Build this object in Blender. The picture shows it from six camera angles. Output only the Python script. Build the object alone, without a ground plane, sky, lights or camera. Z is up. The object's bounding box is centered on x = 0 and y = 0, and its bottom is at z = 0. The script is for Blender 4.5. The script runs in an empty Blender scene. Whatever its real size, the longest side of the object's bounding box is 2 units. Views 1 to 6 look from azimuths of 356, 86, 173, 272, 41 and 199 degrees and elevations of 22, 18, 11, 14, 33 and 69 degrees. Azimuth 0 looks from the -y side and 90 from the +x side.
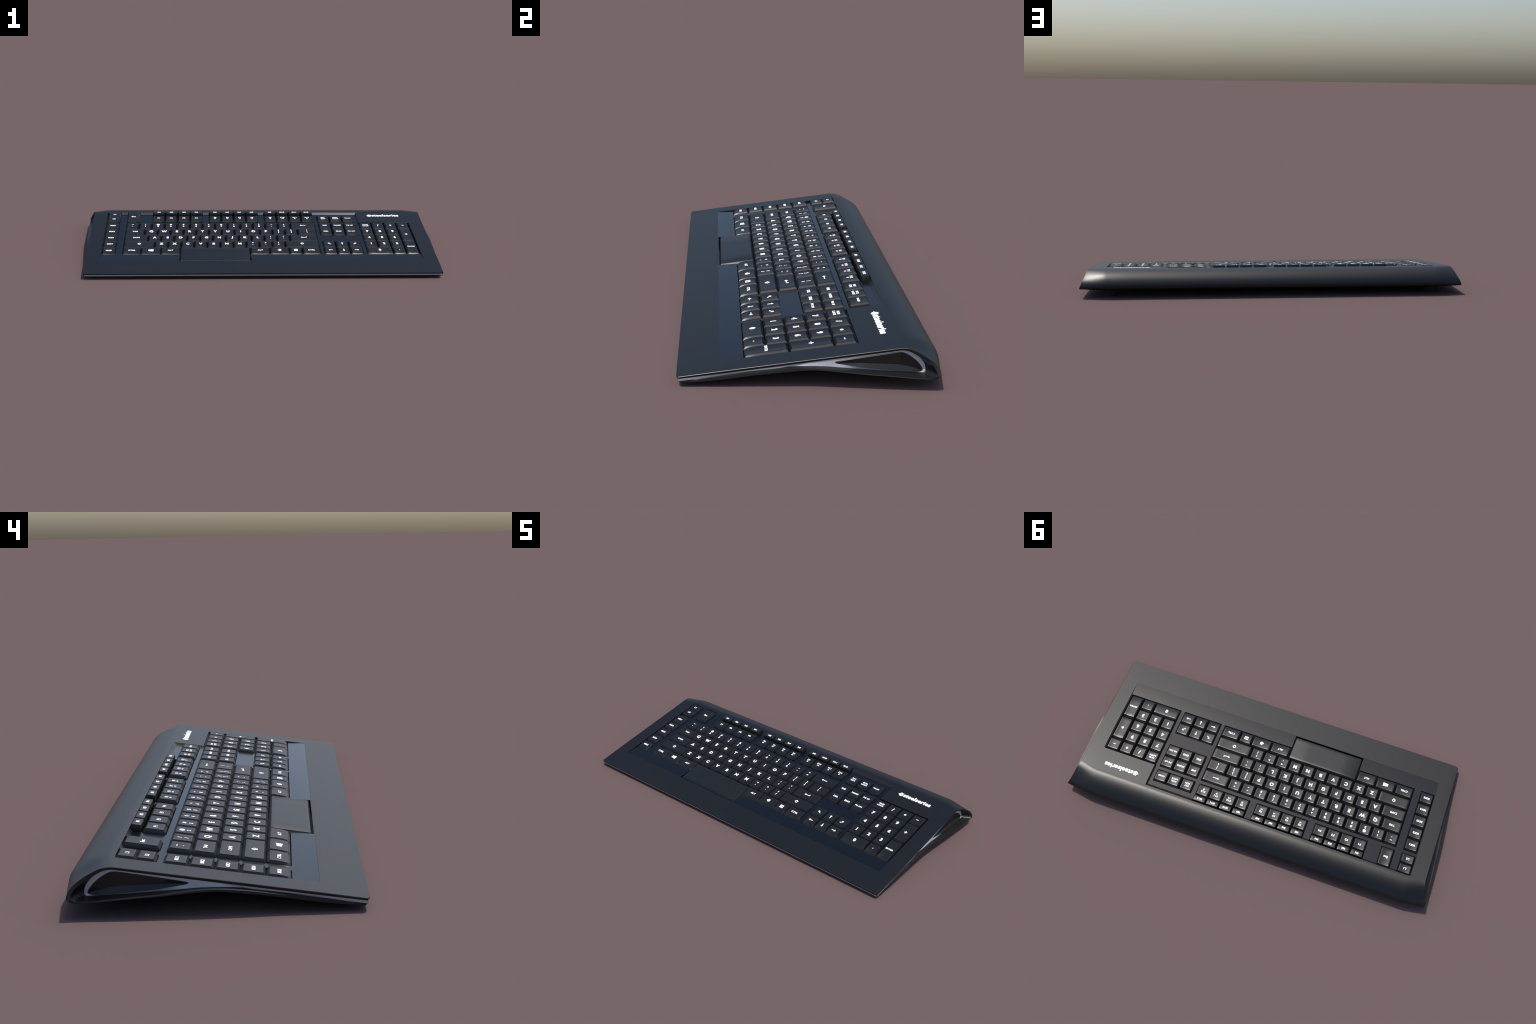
"""Full-size black computer keyboard: wedge case wrapped round a rear bar, silver side trim,
recessed key bed with wells, dished key caps and raised white legends."""
import bpy, bmesh, math
from mathutils import Vector

# ------------------------------------------------------------------ frame
SLOPE = 0.1390                      # rise of the deck towards the back
def deck(y):    return 0.0915 + SLOPE * y          # top plate
def keytop(y):  return 0.0952 + 0.1400 * y         # plane of the key tops
def smooth(a, b, x):
    t = min(1.0, max(0.0, (x - a) / (b - a)))
    return t * t * (3 - 2 * t)
def lerp(a, b, t): return a + (b - a) * t

# ------------------------------------------------------------------ materials
def make_material(name, color, rough, metallic=0.0, spec=0.5, grain=0.0, bump=0.0, coat=0.0, scale=60.0):
    m = bpy.data.materials.new(name); m.use_nodes = True
    nt = m.node_tree; bs = nt.nodes["Principled BSDF"]
    bs.inputs["Base Color"].default_value = (*color, 1)
    bs.inputs["Roughness"].default_value = rough
    bs.inputs["Metallic"].default_value = metallic
    bs.inputs["Specular IOR Level"].default_value = spec
    if coat: 
        bs.inputs["Coat Weight"].default_value = coat; bs.inputs["Coat Roughness"].default_value = 0.15
    if grain or bump:
        tc = nt.nodes.new("ShaderNodeTexCoord"); nz = nt.nodes.new("ShaderNodeTexNoise")
        nz.inputs["Scale"].default_value = scale; nz.inputs["Detail"].default_value = 4
        nt.links.new(tc.outputs["Object"], nz.inputs["Vector"])
        if grain:
            mr = nt.nodes.new("ShaderNodeMapRange")
            mr.inputs["To Min"].default_value = rough - grain; mr.inputs["To Max"].default_value = rough + grain
            nt.links.new(nz.outputs["Fac"], mr.inputs["Value"]); nt.links.new(mr.outputs["Result"], bs.inputs["Roughness"])
        if bump:
            n2 = nt.nodes.new("ShaderNodeTexNoise"); n2.inputs["Scale"].default_value = 900
            nt.links.new(tc.outputs["Object"], n2.inputs["Vector"])
            bp = nt.nodes.new("ShaderNodeBump"); bp.inputs["Strength"].default_value = bump; bp.inputs["Distance"].default_value = 0.0005
            nt.links.new(n2.outputs["Fac"], bp.inputs["Height"]); nt.links.new(bp.outputs["Normal"], bs.inputs["Normal"])
    return m

M_CASE   = make_material("satin_black_plastic", (0.0022, 0.0024, 0.0028), 0.40, spec=0.52, grain=0.015, bump=0.02)
M_BED    = make_material("smooth_dark_bluish_plastic", (0.0014, 0.0022, 0.0042), 0.20, spec=0.55)  # near-black base colour leaning to blue, smoother than the deck
M_KEY    = make_material("key_cap_plastic", (0.0034, 0.0036, 0.0041), 0.39, spec=0.53, grain=0.015, bump=0.02)
M_TALL   = make_material("media_key_plastic", (0.0080, 0.0082, 0.0090), 0.42, grain=0.02)
M_BASE   = make_material("gloss_black_plastic", (0.0080, 0.0080, 0.0085), 0.44, spec=0.4, grain=0.03)
M_HOLE   = make_material("cavity_black_plastic", (0.0080, 0.0080, 0.0085), 0.35)
M_TRIM   = make_material("brushed_silver_trim", (0.47, 0.48, 0.53), 0.42, metallic=0.25, grain=0.04)
M_TRIM_F = make_material("silver_trim_shade_darkened", (0.34, 0.35, 0.40), 0.40, metallic=0.25, grain=0.04)  # side-trim silver, darkened for the shade under the deck's front edge
M_WHITE  = make_material("white_print", (0.93, 0.93, 0.93), 0.6)
M_RUBBER = make_material("foot_rubber", (0.012, 0.012, 0.012), 0.8, grain=0.05)

# ------------------------------------------------------------------ object helpers
COLL = bpy.context.scene.collection
ROOT = bpy.data.objects.new("computer_keyboard", None)
ROOT.empty_display_size = 0.2
COLL.objects.link(ROOT)
ROOT["label"] = "black full-size computer keyboard with white key legends"
ROOT["category"] = "keyboard"

def add(name, mesh, mat=None, parent=ROOT, loc=None):
    ob = bpy.data.objects.new(name, mesh)
    COLL.objects.link(ob); ob.parent = parent
    if mat and not mesh.materials: mesh.materials.append(mat)
    if loc is not None: ob.location = loc
    return ob

class Build:
    """vertex-sharing mesh builder"""
    def __init__(self): self.v = []; self.f = []; self.k = {}
    def p(self, x, y, z):
        key = (round(x, 5), round(y, 5), round(z, 5))
        if key not in self.k: self.k[key] = len(self.v); self.v.append((x, y, z))
        return self.k[key]
    def face(self, pts):
        ids = []
        for q in pts:
            i = self.p(*q)
            if i not in ids: ids.append(i)
        if len(ids) > 2: self.f.append(ids)
    def strip(self, a, b, flip=False):
        for i in range(len(a) - 1):
            q = [a[i], a[i + 1], b[i + 1], b[i]]
            self.face(q[::-1] if flip else q)
    def mesh(self, name, angle=35, recalc=False):
        m = bpy.data.meshes.new(name); m.from_pydata(self.v, [], self.f); m.update()
        if recalc:
            bm = bmesh.new(); bm.from_mesh(m); bmesh.ops.recalc_face_normals(bm, faces=bm.faces); bm.to_mesh(m); bm.free()
        finish(m, angle); return m
def finish(m, angle=35):
    m.polygons.foreach_set("use_smooth", [True] * len(m.polygons))
    m.set_sharp_from_angle(angle=math.radians(angle)); m.update()

def bevel(ob, w, seg=2, angle=40):
    md = ob.modifiers.new("edge_rounding", 'BEVEL'); md.width = w; md.segments = seg
    md.limit_method = 'ANGLE'; md.angle_limit = math.radians(angle); md.harden_normals = True
    return ob

# ------------------------------------------------------------------ case profile
# each row:  centre (y,z) | end (y,z,x) | lip of the end rim (y,z) | border of the silver trim (y,z)
TOP = [
 ((-.4160,.0335),(-.4160,.0335,.9560), (-.4150,.0272), (-.4100,.0264)),
 ((-.283,None),  (-.283,None,.9570),  (-.283,.0440), (-.283,.0430)),
 ((0.0,  None),  (0.0,  None,.9585),  (0.0,  .0833), (0.0,  .0823)),
 ((.156, None),  (.156, None,.9595),  (.156, .1050), (.156, .1040)),
 ((.283, None),  (.262, None,.9600),  (.259, .1195), (.258, .1185)),
]
REAR = [
 ((.283,None),   (.262,None,.9600),   (.259,.1195),  (.258,.1185)),
 ((.305,.1332),  (.284,.1300,.9610),  (.280,.1222),  (.279,.1212)),
 ((.337,.1285),  (.309,.1270,.9660),  (.303,.1195),  (.301,.1185)),
 ((.368,.1165),  (.339,.1135,.9730),  (.331,.1060),  (.322,.1075)),
 ((.393,.0990),  (.366,.0970,.9800),  (.357,.0905),  (.337,.0950)),
 ((.409,.0800),  (.386,.0800,.9880),  (.376,.0760),  (.348,.0810)),
 ((.4135,.0660), (.396,.0610,.9960),  (.384,.0610),  (.3545,.0665)),
 ((.411,.0530),  (.394,.0500,1.000),  (.381,.0525),  (.3550,.0540)),
 ((.404,.0450),  (.385,.0437,1.000),  (.374,.0485),  (.352,.0495)),
]
BOTTOM = [
 ((.404,.0450),  (.385,.0437,1.000),  (.374,.0485),  (.352,.0495)),
 ((.389,.0398),  (.369,.0413,.9990),  (.362,.0468),  (.346,.0482)),
 ((.324,.0380),  (.3215,.0424,.9980), (.3213,.0462), (.318,.0486)),
 ((.229,.0362),  (.2267,.0496,.9930), (.2267,.0528), (.226,.0542)),
 ((.154,.0350),  (.1510,.0535,.9875), (.1510,.0577), (.1555,.0596)),
 ((.078,.0335),  (.0755,.0596,.9820), (.0755,.0656), (.0749,.0668)),
 ((.021,.0318),  (.0189,.0626,.9770), (.0187,.0687), (.0214,.0697)),
 ((-.009,.0308), (-.0093,.0622,.9750),(-.0093,.0685), (-.0093,.0700)),
 ((-.038,.0297), (-.0374,.0592,.9730),(-.0376,.0668), (-.0360,.0692)),
 ((-.098,.0264), (-.0980,.0520,.9700),(-.0984,.0607), (-.0960,.0632)),
 ((-.189,.0206), (-.1895,.0396,.9650),(-.1896,.0477), (-.1890,.0500)),
 ((-.263,.0166), (-.2626,.0272,.9610),(-.2626,.0374), (-.2620,.0392)),
 ((-.321,.0140), (-.3212,.0193,.9575),(-.3212,.0289), (-.3213,.0304)),
 ((-.360,.0128), (-.3603,.0150,.9550),(-.3603,.0235), (-.3600,.0244)),
 ((-.407,.0105), (-.4070,.0108,.9530),(-.4120,.0170), (-.4100,.0176)),
]
def flatten(rows):
    out = []
    for c, e, l, s in rows:
        cz = deck(c[0]) if c[1] is None else c[1]
        ez = deck(e[0]) if e[1] is None else e[1]
        out.append((c[0], cz, e[0], ez, e[2], l[0], l[1], s[0], s[1]))
    return out
def catmull(rows, n, before=None, after=None):
    P = [before or rows[0]] + rows + [after or rows[-1]]
    out = []
    for i in range(1, len(P) - 2):
        a, b, c, d = P[i - 1], P[i], P[i + 1], P[i + 2]
        for j in range(n):
            t = j / n
            out.append(tuple(0.5 * (2*q + (r - p) * t + (2*p - 5*q + 4*r - s) * t*t + (3*q - p - 3*r + s) * t**3)
                             for p, q, r, s in zip(a, b, c, d)))
    out.append(rows[-1]); return out
top = flatten(TOP)
b_raw = flatten(BOTTOM)
rear = catmull(flatten(REAR), 4, before=tuple(2*a - b for a, b in zip(flatten(REAR)[0], flatten(REAR)[1])), after=b_raw[1])
bottom = catmull(b_raw, 3, before=flatten(REAR)[-2])
shell = top[:-1] + rear

RX0, RX1, NX = -0.881, 0.8785, 0.585        # recess left, right, and inner step beside the number pad
RY0, NY = -0.283, 0.156                     # recess front, number-pad back edge
XB = 0.955
stations = [RX0, -0.5, -0.05, 0.3, NX, 0.75, RX1]
for q in (0.86, 0.87, 0.892, 0.905, 0.92, 0.935, 0.945, 0.951, XB): stations += [-q, q]
stations = sorted(set(stations))

def skin_point(row, X, under=False):
    cy, cz, ey, ez, ex = row[:5]
    a = abs(X); sg = 1 if X >= 0 else -1
    w = smooth(0.855, 0.965, a) / smooth(0.855, 0.965, XB)
    if under: w = lerp(w, smooth(0.904, 0.936, a), min(1.0, max(0.0, (.400 - cy) / .03)))
    q = smooth(0.84, XB, a)
    y, z = lerp(cy, ey, w), lerp(cz, ez, w)
    if y < -0.395: y += 0.007 * smooth(0.943, XB + 0.002, a)      # softened front corners
    return (X + sg * (ex - 0.0013 - XB) * q, y, z)

def lower_branch(y, z): return y > .0735 and z < .0822 - .0915 * (y - .0715)
def trim_x(y, z, inner=False):
    """depth of the silver face; its strip under the opening is undercut"""
    if inner:
        return lerp(0.9560, 0.9635, smooth(.075, .17, y) * (1 - smooth(.315, .350, y))) if lower_branch(y, z) else 0.9560
    if y > .0735: return 0.9585 if lower_branch(y, z) else 0.9555
    return 0.9550 if z > deck(y) - .015 else lerp(0.9530, 0.9575, smooth(-.07, -.01, y))
def side_rings(rows, sg):
    outer = [skin_point(r, sg * XB) for r in rows]
    lip = [(sg * (r[4] - 0.0012), r[5], r[6]) for r in rows]
    trim = [(sg * trim_x(r[7], r[8]), r[7], r[8]) for r in rows]
    return outer, lip, trim

CH = 0.0013                                  # chamfer of the end rims
def rim_strips(M, o, l, s, sg):
    """end face of the shell: chamfer, flat rim, then the wall running in to the silver trim"""
    def toward(p, q, d):
        v = Vector((0, q[1] - p[1], q[2] - p[2])); n = v.length or 1.0
        return (p[0] + sg * CH, p[1] + v.y / n * d, p[2] + v.z / n * d)
    c = [toward(p, q, CH) for p, q in zip(o, l)]
    M.strip(o, c, sg < 0); M.strip(c, l, sg < 0); M.strip(l, s, sg < 0)

# ---- top case: deck, rear bar, end rims, walls of the key recess
def in_recess(x, y):
    return RX0 < x < RX1 and RY0 < y < 0.2835 and not (x > NX and y > NY)
def bed(y):
    """height of the recess floor: a ramp at the front, then parallel to the deck"""
    d = 0.0010 + 0.0050 * min(1.0, max(0.0, (y - RY0) / 0.080)) + 0.0035 * min(1.0, max(0.0, (y - RY0 - .08) / .40))
    return deck(y) - d

T = Build()
grid = [[skin_point(r, X) for r in shell] for X in stations]
hole_cells = set()
for i in range(len(stations) - 1):
    for j in range(len(shell) - 1):
        mx = 0.5 * (stations[i] + stations[i + 1])
        my = 0.5 * (shell[j][0] + shell[j + 1][0])
        if j < 4 and in_recess(mx, my): hole_cells.add((i, j)); continue
        T.face([grid[i][j], grid[i + 1][j], grid[i + 1][j + 1], grid[i][j + 1]])
def wall(a, b):
    T.face([a, b, (b[0], b[1], bed(b[1]) - 0.0120), (a[0], a[1], bed(a[1]) - 0.0120)])
for (i, j) in hole_cells:
    g = grid
    if (i, j - 1) not in hole_cells: wall(g[i][j], g[i + 1][j])
    if (i, j + 1) not in hole_cells: wall(g[i + 1][j + 1], g[i][j + 1])
    if (i - 1, j) not in hole_cells: wall(g[i][j + 1], g[i][j])
    if (i + 1, j) not in hole_cells: wall(g[i + 1][j], g[i + 1][j + 1])
# sloped flanks of the recess, between the key groups at the back and beside the number pad
def flank(pts):
    """pts: rim corner a, rim corner b, foot of b, foot of a (x, y); closed down to the bed at both ends"""
    (ax, ay), (bx, by), (cx, cy), (dx, dy) = pts
    a_, b_ = (ax, ay, deck(ay) - .0010), (bx, by, deck(by) - .0010)
    c_, d_ = (cx, cy, bed(cy) - .0004), (dx, dy, bed(dy) - .0004)
    T.face([a_, d_, c_, b_])
    T.face([a_, (ax, ay, bed(ay) - .003), d_]); T.face([b_, c_, (bx, by, bed(by) - .003)])
for g0, g1 in ((-.8022, -.7668), (-.6922, -.6200), (-.3277, -.2921), (-.0022, .0314)):
    flank(((g0, .2826), (g1, .2826), (g1, .2735), (g0, .2735)))
flank(((.3213, .2826), (NX - .0004, .2826), (NX - .0085, .2700), (.3213, .2700)))
flank(((NX - .0004, .2826), (NX - .0004, NY - .002), (NX - .0085, NY - .002), (NX - .0085, .2700)))
# front edge of the deck
fr0 = [grid[i][0] for i in range(len(stations))]
FX, FY = 0.9500, -0.4100
fr1 = [(p[0] * 0.9995, p[1] + 0.001, 0.0272) for p in fr0]
fr2 = [(max(-FX, min(FX, p[0])), FY, 0.0264) for p in fr0]
T.strip(fr1, fr0); T.strip(fr2, fr1)
for sg in (1, -1):
    o, l, s = side_rings(shell, sg)
    l[0] = fr1[-1] if sg > 0 else fr1[0]
    rim_strips(T, o, l, s, sg)
top_case = add("top_case", T.mesh("top_case", 40), M_CASE)
wt = top_case.data.attributes.new("bevel_weight_edge", 'FLOAT', 'EDGE')
wall_edges = set()
for (i, j) in hole_cells:
    for (di, dj, a, b) in ((0, -1, grid[i][j], grid[i+1][j]), (0, 1, grid[i][j+1], grid[i+1][j+1]), (-1, 0, grid[i][j], grid[i][j+1]), (1, 0, grid[i+1][j], grid[i+1][j+1])):
        if (i + di, j + dj) not in hole_cells: wall_edges.add(frozenset((T.p(*a), T.p(*b))))
for ed in top_case.data.edges:
    if frozenset(ed.vertices) in wall_edges: wt.data[ed.index].value = 1.0
bv = bevel(top_case, 0.0016, 2, 48).modifiers[0]; bv.limit_method = 'WEIGHT'

# ---- base shell: underside, lower end rims, front lip
B = Build()
bgrid = [[skin_point(r, X, True) for r in bottom] for X in stations]
for i in range(len(stations) - 1):
    for j in range(len(bottom) - 1):
        B.face([bgrid[i][j], bgrid[i + 1][j], bgrid[i + 1][j + 1], bgrid[i][j + 1]])
bf0 = [bgrid[i][-1] for i in range(len(stations))]
bf1 = [(p[0], p[1] - 0.0045, 0.0135) for p in bf0]
bf2 = [(p[0], p[1] - 0.0050, 0.0168) for p in bf0]
bf3 = [(max(-FX, min(FX, p[0])), FY, 0.0176) for p in bf0]
B.strip(bf1, bf0); B.strip(bf2, bf1); B.strip(bf3, bf2)
for sg in (1, -1):
    o, l, s = side_rings(bottom, sg)
    l[-1] = bf2[-1] if sg > 0 else bf2[0]
    rim_strips(B, o, l, s, sg)
base_shell = add("base_shell", B.mesh("base_shell", 40), M_BASE)

# ---- silver front strip
S = Build()
S.strip([(p[0], FY, 0.0176) for p in bf3], [(p[0], FY, 0.0264) for p in fr2], True)
add("front_trim", S.mesh("front_trim"), M_TRIM_F)

# ---- silver end trims with the wedge-shaped opening of the rear bar
OPENING = [(.0715,.0812),(.0776,.0851),(.1533,.0983),(.2650,.1160),(.2830,.1150),(.3020,.1055),(.3264,.0865),
           (.3430,.0660),(.3470,.0560),(.3420,.0515),(.3196,.0520),(.2518,.0575),(.1551,.0670),(.0840,.0765)]
def closed_catmull(P, n):
    """closed rounded polygon through P (softened Catmull-Rom tangents)"""
    out = []; m = len(P); k = 0.32
    for i in range(m):
        a, b, c, d = P[i - 1], P[i], P[(i + 1) % m], P[(i + 2) % m]
        L = math.dist(b, c)
        def tangent(u, v):
            s = math.dist(u, v) or 1.0
            return tuple((q - p) / s * L * k * 2 for p, q in zip(u, v))
        t0, t1 = tangent(a, c), tangent(b, d)
        for j in range(n):
            t = j / n; h = t * t * (3 - 2 * t)
            out.append(tuple(lerp(q, r, h) + t * (1-t)**2 * u - t*t*(1-t) * v for q, r, u, v in zip(b, c, t0, t1)))
    return out
opening = closed_catmull(OPENING, 4)
oc = (sum(p[0] for p in opening) / len(opening), sum(p[1] for p in opening) / len(opening))
trim_outline = [(r[7], r[8]) for r in shell] + [(r[7], r[8]) for r in bottom[1:]]
for sg in (1, -1):
    bm = bmesh.new()
    def loop(pts, inner):
        vs = [bm.verts.new((sg * trim_x(*p, inner), p[0], p[1])) for p in pts]
        return [bm.edges.new((vs[k], vs[(k + 1) % len(vs)])) for k in range(len(vs))]
    e = loop(trim_outline, False) + loop(opening, True)
    bmesh.ops.triangle_fill(bm, use_beauty=True, use_dissolve=False, edges=e, normal=(sg, 0, 0))
    bmesh.ops.recalc_face_normals(bm, faces=bm.faces)
    if bm.faces and bm.faces[0].normal.x * sg < 0: bmesh.ops.reverse_faces(bm, faces=bm.faces)
    m = bpy.data.meshes.new("side_trim"); bm.to_mesh(m); bm.free(); finish(m)
    trim = add("side_trim", m, M_TRIM)
    # dark grip panel set in the opening, folded inwards along a crease
    H = Build()
    def ring(k, out):
        """opening scaled about its middle, pushed outwards"""
        return [(sg * (trim_x(*p, True) + out * (0.35 if lower_branch(*p) else 1.0)), oc[0] + (p[0] - oc[0]) * k, oc[1] + (p[1] - oc[1]) * k) for p in opening + opening[:1]]
    CREASE = [(.085, .0815), (.170, .0785), (.262, .0750), (.276, .0738), (.312, .0655), (.338, .0570)]
    def crease(p):
        y = min(.338, max(.085, p[1]))
        for (ya, za), (yb, zb) in zip(CREASE, CREASE[1:]):
            if ya <= y <= yb: return (sg * 0.9570, y, lerp(za, zb, (y - ya) / (yb - ya)))
    rings = [ring(1.0, -.002), ring(.990, .0022), ring(.965, .0030), ring(.940, .0024)]
    rings.append([crease(p) for p in rings[-1]])
    for a, b in zip(rings, rings[1:]): H.strip(a, b, sg > 0)
    add("side_grip", H.mesh("side_grip", 28), M_HOLE, parent=trim)

# ------------------------------------------------------------------ key layout
U = 0.0724
ROWS = {"bottom": -.1710, "z": -.0985, "a": -.0268, "q": .0450, "num": .1165}
DEPTH = 0.0565
LEFT, RIGHT = -0.7655, 0.3230
IN = 0.0082                                   # inset of a key top from its cell
keys = []                                     # (kind, x0, x1, y0, y1, legend list)
def cell(kind, c0, c1, yc, legend, depth=DEPTH):
    keys.append((kind, c0 + IN, c1 - IN, yc - depth / 2, yc + depth / 2, legend))
def run(xs, yc, legends, kind="key", w=0.0560, depth=DEPTH):
    for x, lg in zip(xs, legends): keys.append((kind, x - w/2, x + w/2, yc - depth/2, yc + depth/2, lg))
def big(c):     return [("t", c, .0265, 0, 0)]
def word(c, s=.0150): return [("t", c, s, 0, 0)]
def two(lo, hi): return [("t", lo, .0172, 0, -.0105), ("t", hi, .0172, 0, .0105)]
def icon(n, s=1.0): return [("i", n, s, 0, 0)]
def stack(a, b, s=.0128): return [("t", a, s, 0, .0072), ("t", b, s, 0, -.0072)]

def row(yc, first, widths, legends, end=RIGHT):
    x = first
    for w, lg in zip(widths, legends):
        x1 = end if w is None else x + w * U
        cell("key", x, x1, yc, lg); x = x1
row(ROWS["num"], LEFT, [1.02] + [1]*12 + [None],
    [two("`", "~")] + [two(a, b) for a, b in zip("1234567890-=", "!@#$%^&*()_+")] + [icon("left_long")])
row(ROWS["q"], LEFT, [1.525] + [1]*12 + [None],
    [word("TAB")] + [big(c) for c in "QWERTYUIOP"] + [two("[", "{"), two("]", "}"), two("\\", "|")])
row(ROWS["a"], LEFT, [1.83] + [1]*11 + [None],
    [word("CAPS")] + [big(c) for c in "ASDFGHJKL"] + [two(";", ":"), two("'", "\""), icon("enter")])
row(ROWS["z"], LEFT, [2.385] + [1]*10 + [None],
    [icon("shift")] + [big(c) for c in "ZXCVBNM"] + [two(",", "<"), two(".", ">"), two("/", "?"), icon("shift")])
B_ = ROWS["bottom"]
for x0, x1, lg in ((-.7575, -.6735, word("CTRL")), (-.6590, -.5650, icon("window")), (-.5510, -.4595, word("ALT")),
                   (-.0585, .0340, word("ALT")), (.0485, .1430, icon("emblem")), (.1570, .2130, icon("menu")), (.2295, .3148, word("CTRL"))):
    keys.append(("front_key", x0, x1, B_ - DEPTH/2, B_ + DEPTH/2, lg))
keys.append(("space", -.4455, -.0738, -.2725, -.1432, []))
fx = ([-.5832, -.5102, -.4370, -.3645], [-.2553, -.1833, -.1113, -.0390], [.0682, .1405, .2122, .2845])
n = 0
for g in fx:
    for x in g:
        n += 1
        lg = [("t", "F%d" % n, .0165, 0, 0)] if n < 5 else [("t", "F%d" % n, .0150, 0, .0062), ("i", ("speaker", "mute", "tri_left", "tri_right", "square", "bars", "disc", "bolt")[n - 5], .62, 0, -.0075)]
        keys.append(("key", x - .0282, x + .0282, .1805, .2355, lg))
        keys.append(("media_key", x - .0305, x + .0305, .2485, .2762, [("t", "M%d" % n, .0145, 0, 0)]))
keys.append(("key", -.7578, -.7005, .1790, .2745, word("Esc", .0165)))
for i, yc in enumerate((.2537, .1984)):
    keys.append(("key", -.8705, -.8110, yc - .0215, yc + .0215, word("L%d" % (i + 1), .0160)))
for i, yc in enumerate((ROWS["num"] - .001, ROWS["q"] - .001, ROWS["a"] - .001, ROWS["z"] - .001, B_ - .001)):
    keys.append(("front_key" if i == 4 else "key", -.8700, -.8110, yc - DEPTH/2, yc + DEPTH/2, word("MX%d" % (i + 1), .0152)))
nav = [.3787, .4522, .5250]
run(nav, .2058, [stack("PRT", "SCN"), stack("SCRL", "LOCK", .0122), word("PAUSE", .0112)])
run(nav, .1165, [word("INS"), word("HOME", .0135), word("PG UP", .0128)])
run(nav, .0450, [word("DEL"), word("END"), word("PG DN", .0128)])
run(nav, ROWS["z"], [icon("bend_left"), icon("up"), icon("bend_right")])
run(nav, B_, [icon("left"), icon("down"), icon("right")], "front_key")
npx = [.6172, .6905, .7637, .8368]
run(npx, .1165, [stack("NUM", "LOCK"), big("/"), icon("star"), icon("minus")])
run(npx[:3], .0450, [big(c) for c in "789"])
run(npx[:3], -.0268, [big(c) for c in "456"])
run(npx[:3], ROWS["z"], [big(c) for c in "123"])
keys.append(("key", .8090, .8645, -.0545, .0730, icon("plus")))
keys.append(("front_key", .8090, .8645, -.1985, -.0705, [("t", "ENTER", .0128, 0, 0)]))
keys.append(("front_key", .5890, .7190, B_ - DEPTH/2, B_ + DEPTH/2, big("0")))
keys.append(("front_key", .7360, .7917, B_ - DEPTH/2, B_ + DEPTH/2, icon("dot")))

# ------------------------------------------------------------------ key bed with wells
WELLS = [(-.7665, .3240, -.2072, .1525), (-.4540, -.0650, -.2812, -.2072),
         (.5808, .8760, -.2072, .1535), (.3425, .5612, .0090, .1525), (.3425, .5612, -.2072, -.0625), (.3425, .5612, .1700, .2420),
         (-.7665, -.6925, .1715, .2820), (-.8780, -.8025, .1695, .2820), (-.8780, -.8025, -.2072, .1510)]
for g in fx: WELLS.append((g[0] - .0365, g[-1] + .0365, .1720, .2825))
def in_well(x, y): return any(a < x < b and c < y < d for a, b, c, d in WELLS)
xs = sorted({RX0 - .003, RX1 + .003, NX, NX + .003, NX - .014} | {w[0] for w in WELLS} | {w[1] for w in WELLS})
ys = sorted({RY0 - .003, RY0 + .08, NY + .003, NY, .2835, .266} | {w[2] for w in WELLS} | {w[3] for w in WELLS})
def bedz(x, y):
    z = bed(y)
    return z
K = Build()
def open_cell(i, j):
    mx, my = (xs[i] + xs[i+1]) / 2, (ys[j] + ys[j+1]) / 2
    return not in_well(mx, my) and not (mx > NX + .003 and my > NY + .003)
def pit(y):
    rows_ = sorted((r[0], r[1]) for r in b_raw)
    for (ya, za), (yb, zb) in zip(rows_, rows_[1:]):
        if ya <= y <= yb: return lerp(za, zb, (y - ya) / (yb - ya)) + .004
    return rows_[0][1] + .004
#     # wells reach down to the inside of the base
for i in range(len(xs) - 1):
    for j in range(len(ys) - 1):
        x0, x1, y0, y1 = xs[i], xs[i+1], ys[j], ys[j+1]
        mx, my = (x0 + x1) / 2, (y0 + y1) / 2
        if open_cell(i, j):
            K.face([(x0, y0, bedz(x0, y0)), (x1, y0, bedz(x1, y0)), (x1, y1, bedz(x1, y1)), (x0, y1, bedz(x0, y1))])
        elif in_well(mx, my):
            K.face([(x0, y0, pit(y0)), (x1, y0, pit(y0)), (x1, y1, pit(y1)), (x0, y1, pit(y1))])
            for (di, dj, a, b) in ((-1, 0, (x0, y1), (x0, y0)), (1, 0, (x1, y0), (x1, y1)), (0, -1, (x0, y0), (x1, y0)), (0, 1, (x1, y1), (x0, y1))):
                ii, jj = i + di, j + dj
                if 0 <= ii < len(xs) - 1 and 0 <= jj < len(ys) - 1:
                    nx, ny = (xs[ii] + xs[ii+1]) / 2, (ys[jj] + ys[jj+1]) / 2
                    if in_well(nx, ny): continue
                K.face([(a[0], a[1], bedz(*a)), (a[0], a[1], pit(a[1])), (b[0], b[1], pit(b[1])), (b[0], b[1], bedz(*b))])
add("key_bed", K.mesh("key_bed", 20), M_BED)

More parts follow.
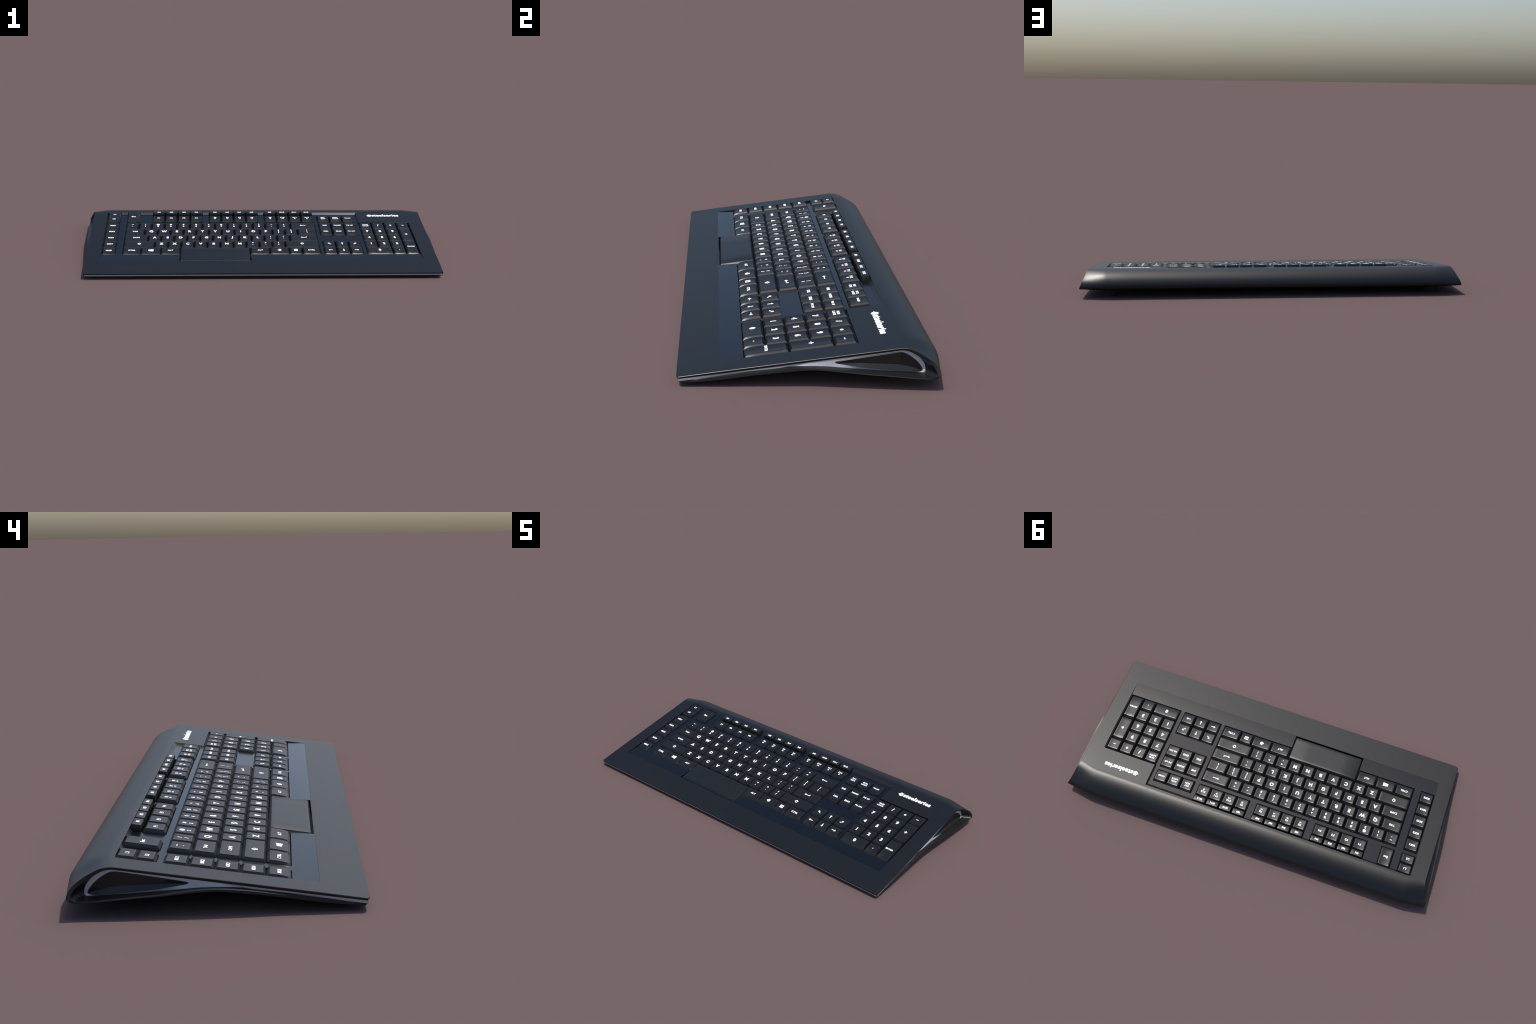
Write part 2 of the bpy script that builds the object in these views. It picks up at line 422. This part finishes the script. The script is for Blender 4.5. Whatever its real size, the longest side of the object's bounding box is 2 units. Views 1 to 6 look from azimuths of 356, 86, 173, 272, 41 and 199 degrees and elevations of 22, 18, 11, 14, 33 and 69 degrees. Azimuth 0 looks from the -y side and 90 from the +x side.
# ------------------------------------------------------------------ key caps
def cap_surface(kind, hx, hy):
    """height of the cap top above its reference plane, in key-local x, y"""
    if kind == "space":
        return lambda x, y: -0.0012 * max(0.0, (hy - y) / (2 * hy)) - 0.0028
    dish = 0.0022 if kind != "media_key" else 0.0003
    def f(x, y):
        z = -dish * (1 - (x / hx) ** 2)
        if kind == "front_key":
            t = max(0.0, (-hy + 0.034 - y) / 0.034)
            z -= 0.0042 * t * t
        return z
    return f
cap_cache = {}
def cap_mesh(kind, w, d):
    k = (kind, round(w, 4), round(d, 4))
    if k in cap_cache: return cap_cache[k]
    hx, hy = w / 2, d / 2
    f = cap_surface(kind, hx, hy)
    nx, ny = (12, 8) if kind != "media_key" else (4, 2)
    if kind == "space": nx, ny = 4, 10
    C = Build()
    e = 0.0011                                     # rounded rim
    gx = [-hx + e + (w - 2*e) * i / nx for i in range(nx + 1)]
    gy = [-hy + e + (d - 2*e) * j / ny for j in range(ny + 1)]
    for i in range(nx):
        for j in range(ny):
            C.face([(x, y, f(x, y)) for x, y in ((gx[i], gy[j]), (gx[i+1], gy[j]), (gx[i+1], gy[j+1]), (gx[i], gy[j+1]))])
    rim = [(gx[i], gy[0]) for i in range(nx)] + [(gx[-1], gy[j]) for j in range(ny)] + \
          [(gx[i], gy[-1]) for i in range(nx, 0, -1)] + [(gx[0], gy[j]) for j in range(ny, 0, -1)]
    rim.append(rim[0])
    if kind == "media_key": spread, drop = 0.0022, 0.026
    elif kind == "space":   spread, drop = 0.0072, 0.018
    else:                   spread, drop = 0.0080, 0.018
    def grow(p, g, dz, fixed=None):
        x, y = p
        sx = x + math.copysign(g, x) * (1 if abs(x) > hx - e - 1e-6 else g * 0)
        sy = y + math.copysign(g, y) * (1 if abs(y) > hy - e - 1e-6 else g * 0)
        # spread the interior rim points evenly so sides stay planar
        if abs(x) <= hx - e - 1e-6: sx = x * (hx - e + g) / (hx - e)
        if abs(y) <= hy - e - 1e-6: sy = y * (hy - e + g) / (hy - e)
        return (sx, sy, (f(x, y) + dz) if fixed is None else fixed)
    r0 = [(x, y, f(x, y)) for x, y in rim]
    r1 = [grow(p, 0.75 * e, -0.25 * e) for p in rim]
    r2 = [grow(p, 1.05 * e, -e) for p in rim]
    mid = -0.0125 if kind != "media_key" else -0.020
    r3 = [grow(p, e + spread, 0, mid) for p in rim]
    r4 = [grow(p, e + spread, 0, -drop) for p in rim]
    # sides lean more near the top, then fall steeply into the well
    rm = [grow(p, e + spread * 0.56, 0, lerp(q[2], mid, 0.44)) for p, q in zip(rim, r2)]
    for a, b in ((r1, r0), (r2, r1), (rm, r2), (r3, rm), (r4, r3)): C.strip(a, b)
    m = C.mesh("key_cap", 32)
    m.materials.append(M_TALL if kind == "media_key" else M_KEY)
    cap_cache[k] = m; return m

# ------------------------------------------------------------------ legends
def text_mesh(s, size, bold):
    cu = bpy.data.curves.new("legend_text", 'FONT')
    cu.body = s; cu.size = size; cu.align_x = 'CENTER'; cu.align_y = 'CENTER'
    cu.offset = bold; cu.extrude = 0.0; cu.resolution_u = 3
    if len(s) > 1: cu.space_character = 1.12
    ob = bpy.data.objects.new("legend_text", cu); COLL.objects.link(ob)
    dg = bpy.context.evaluated_depsgraph_get()
    me = bpy.data.meshes.new_from_object(ob.evaluated_get(dg))
    bpy.data.objects.remove(ob); bpy.data.curves.remove(cu)
    V = [tuple(v.co[:2]) for v in me.vertices]; F = [list(p.vertices) for p in me.polygons]
    bpy.data.meshes.remove(me)
    if V:                                          # centre on the ink itself
        cx = (min(v[0] for v in V) + max(v[0] for v in V)) / 2; cy = (min(v[1] for v in V) + max(v[1] for v in V)) / 2
        V = [(v[0] - cx, v[1] - cy) for v in V]
    return V, F
def bar(x0, y0, x1, y1, t):
    L = math.hypot(x1 - x0, y1 - y0); a, b = -(y1 - y0) / L * t / 2, (x1 - x0) / L * t / 2
    return [(x0 - a, y0 - b), (x1 - a, y1 - b), (x1 + a, y1 + b), (x0 + a, y0 + b)]
def disc(cx, cy, r, n=16): return [(cx + r * math.cos(2*math.pi*i/n), cy + r * math.sin(2*math.pi*i/n)) for i in range(n)]
def box(x0, y0, x1, y1): return [(x0, y0), (x1, y0), (x1, y1), (x0, y1)]
def turn(polys, ang):
    c, s = math.cos(ang), math.sin(ang)
    return [[(x*c - y*s, x*s + y*c) for x, y in p] for p in polys]
def arrow(L, t=.0042, hw=.0075, hl=.0085):
    return [box(-L/2 + hl, -t/2, L/2, t/2), [(-L/2, 0), (-L/2 + hl, -hw), (-L/2 + hl, hw)]]
def emblem(r):
    P = [disc(0, 0, r, 20)]
    for ang in (55, 105, 178):
        a = math.radians(ang); d = 0.42
        P.append([(r*.92*math.cos(a - d), r*.92*math.sin(a - d)), (r*1.5*math.cos(a), r*1.5*math.sin(a)), (r*.92*math.cos(a + d), r*.92*math.sin(a + d))])
    return P
def glyph(nm):
    if nm == "left":  return arrow(.024)
    if nm == "right": return turn(arrow(.024), math.pi)
    if nm == "up":    return turn(arrow(.022), -math.pi/2)
    if nm == "down":  return turn(arrow(.022), math.pi/2)
    if nm == "left_long": return arrow(.034)
    if nm == "enter": return arrow(.034) + [box(.0130, -.001, .0170, .0085)]
    if nm == "bend_left":  return turn(arrow(.020), -math.pi*.28) + [bar(.0035, -.0065, .0105, -.0065, .0040)]
    if nm == "bend_right": return turn(arrow(.020), -math.pi*.72) + [bar(-.0035, -.0065, -.0105, -.0065, .0040)]
    if nm == "shift":
        t = .0034
        return [bar(-.0095, .0005, 0, .0090, t), bar(0, .0090, .0095, .0005, t), bar(-.0095, .0005, -.0030, -.0005, t), bar(.0095, .0005, .0030, -.0005, t),
                bar(-.0042, .0005, -.0042, -.0080, t), bar(.0042, .0005, .0042, -.0080, t), bar(-.0042, -.0070, .0042, -.0070, t), disc(0, .0090, t/2, 10)]
    if nm == "window": return [[(-.0135, -.0075), (-.0008, -.0090), (-.0008, .0095), (-.0135, .0080)], [(.0006, -.0092), (.0140, -.0105), (.0140, .0110), (.0006, .0097)], box(-.001, -.0012, .001, .0012)]
    if nm == "emblem": return emblem(.0088)
    if nm == "menu":
        return [box(-.0105, -.0100, -.0062, .0100), box(.0062, -.0100, .0105, .0100), box(-.0062, .0062, .0062, .0100), box(-.0062, -.0100, .0062, -.0062),
                box(-.0036, .0008, .0036, .0040), box(-.0036, -.0042, .0036, -.0010)]
    if nm == "plus":  return [box(-.0078, -.0023, .0078, .0023), box(-.0023, -.0078, .0023, -.0023), box(-.0023, .0023, .0023, .0078)]
    if nm == "star":  return [bar(.0062*math.cos(a), .0062*math.sin(a), -.0062*math.cos(a), -.0062*math.sin(a), .0040) for a in (math.pi/2, math.pi/6, -math.pi/6)]
    if nm == "minus": return [box(-.0062, -.0021, .0062, .0021)]
    if nm == "dot":   return [disc(0, 0, .0026, 12)]
    if nm == "speaker": return [box(-.010, -.004, -.004, .004), [(-.004, -.004), (.003, -.008), (.003, .008), (-.004, .004)], bar(.007, -.005, .007, .005, .003)]
    if nm == "mute":    return [box(-.010, -.004, -.004, .004), [(-.004, -.004), (.003, -.008), (.003, .008), (-.004, .004)], bar(.006, 0, .012, 0, .003)]
    if nm == "tri_left":  return [[(.000, -.007), (.000, .007), (-.010, 0)], [(.010, -.007), (.010, .007), (.0002, 0)]]
    if nm == "tri_right": return [[(.000, -.007), (.010, 0), (.000, .007)], [(-.010, -.007), (-.0002, 0), (-.010, .007)]]
    if nm == "square": return [box(-.007, -.007, .007, .007)]
    if nm == "bars":   return [[(-.009, -.007), (.001, 0), (-.009, .007)], box(.003, -.007, .006, .007), box(.0075, -.007, .0105, .007)]
    if nm == "disc":   return [disc(0, 0, .0075)]
    if nm == "bolt":   return [disc(0, .002, .0065, 12), box(-.003, -.0090, .003, -.0035)]
    return []
def overprint(v, f, d):
    """heavier strokes: the same outline printed five times with small shifts (third value = layer)"""
    V, F = [], []
    for k, (ax, ay) in enumerate(((0, 0), (1, .8), (-1, .8), (1, -.8), (-1, -.8))):
        o = len(V); V += [(p[0] + ax * d, p[1] + ay * d, k) for p in v]; F += [[i + o for i in q] for q in f]
    return V, F
text_cache = {}
def ink(parts):
    """flat outline geometry of a legend: vertices and faces"""
    V, F = [], []
    for typ, what, size, dx, dy in parts:
        if typ == "t":
            bold = size * .026
            if (what, size) not in text_cache: text_cache[(what, size)] = text_mesh(what, size, bold)
            v, f = overprint(*text_cache[(what, size)], size * (.025 if size > .02 else .020))
            if what in "`'\"": dy += .002
            if what in ",._": dy -= .002
            o = len(V); V += [(a + dx, b + dy, k) for a, b, k in v]; F += [[i + o for i in q] for q in f]
        else:
            for k, P in enumerate(glyph(what)):
                ar = sum(P[i-1][0]*P[i][1] - P[i][0]*P[i-1][1] for i in range(len(P)))
                if ar < 0: P = P[::-1]
                o = len(V); V += [(a * size + dx, b * size + dy, k) for a, b in P]; F.append(list(range(o, o + len(P))))
    return V, F
def raised(V, F, f, lift, thick, name):
    """solid print: top faces follow surface f at +lift, with side walls down into it"""
    bm = bmesh.new()
    vs = [bm.verts.new((x, y, 0)) for x, y, k in V]
    layer = {v: k * 0.00006 for v, (x, y, k) in zip(vs, V)}
    for q in F:
        try: bm.faces.new([vs[i] for i in q])
        except ValueError: pass
    for fc in bm.faces:
        fc.normal_update()
        if fc.normal.z < 0: fc.normal_flip()
    low = {}
    for fc in list(bm.faces):                       # walls round each outline, then lift the faces
        for lp in fc.loops:
            if len(lp.edge.link_faces) == 1:
                a, b = lp.vert, lp.link_loop_next.vert
                for v in (a, b):
                    if v not in low: low[v] = bm.verts.new((v.co.x, v.co.y, f(v.co.x, v.co.y) + lift - thick))
    for fc in list(bm.faces):
        for lp in fc.loops:
            a, b = lp.vert, lp.link_loop_next.vert
            if a in low and b in low and len(lp.edge.link_faces) == 1:
                bm.faces.new((b, a, low[a], low[b]))
    for v in vs: v.co.z = f(v.co.x, v.co.y) + lift + layer[v]
    m = bpy.data.meshes.new(name); bm.to_mesh(m); bm.free(); m.materials.append(M_WHITE); return m

TILT = math.atan(0.1400)
legend_cache = {}
for kind, x0, x1, y0, y1, legend in keys:
    w, d = x1 - x0, y1 - y0
    xc, yc = (x0 + x1) / 2, (y0 + y1) / 2
    lift = 0.0077 if kind == "media_key" else 0.0
    name = {"space": "space_bar", "media_key": "macro_key"}.get(kind, "key")
    ob = add(name, cap_mesh(kind, w, d), loc=(xc, yc, keytop(yc) + lift))
    ob.rotation_euler = (TILT, 0, 0)
    if legend:
        ck = (kind, round(w, 4), round(d, 4), tuple(legend))
        if ck not in legend_cache:
            V, F = ink(legend)
            legend_cache[ck] = raised(V, F, cap_surface(kind, w/2, d/2), 0.0006, 0.0010, "legend")
        add("legend", legend_cache[ck], parent=ob)

# ------------------------------------------------------------------ wordmark on the deck
V, F = text_mesh("steelseries", 0.0350, 0.0010)
wx = max(v[0] for v in V) - min(v[0] for v in V)
k = 0.1600 / wx
V, F = overprint([(v[0] * k, v[1]) for v in V], F, 0.0007)
mark = add("wordmark", raised(V, F, lambda x, y: 0, 0.0005, 0.0012, "wordmark"), loc=(0.7545, 0.2440, deck(0.2440)))
mark.rotation_euler = (math.atan(SLOPE), 0, 0)
P = emblem(0.0118); V, F = [], []
for q in P:
    o = len(V); V += [(x, y, o % 5) for x, y in q]; F.append(list(range(o, o + len(q))))
em = add("wordmark_emblem", raised(V, F, lambda x, y: 0, 0.0005, 0.0012, "wordmark_emblem"), loc=(0.6590, 0.2400, deck(0.2400)))
em.rotation_euler = (math.atan(SLOPE), 0, 0)

# ------------------------------------------------------------------ feet
def foot(x, y, r, top):
    C = Build(); n = 28
    prof = [(0.0, 0.0), (r - .003, 0.0), (r - .0008, .0012), (r, .0040), (r + .002, top)]
    rings = [[(x + q * math.cos(2*math.pi*i/n), y + q * math.sin(2*math.pi*i/n), z) for i in range(n + 1)] for q, z in prof[1:]]
    C.face(rings[0][:-1][::-1])
    for a, b in zip(rings, rings[1:]): C.strip(a, b)
    add("foot", C.mesh("foot", 40), M_RUBBER)
for sx in (-1, 1):
    foot(sx * .840, .312, .028, .0415)
    foot(sx * .840, -.360, .022, .0170)
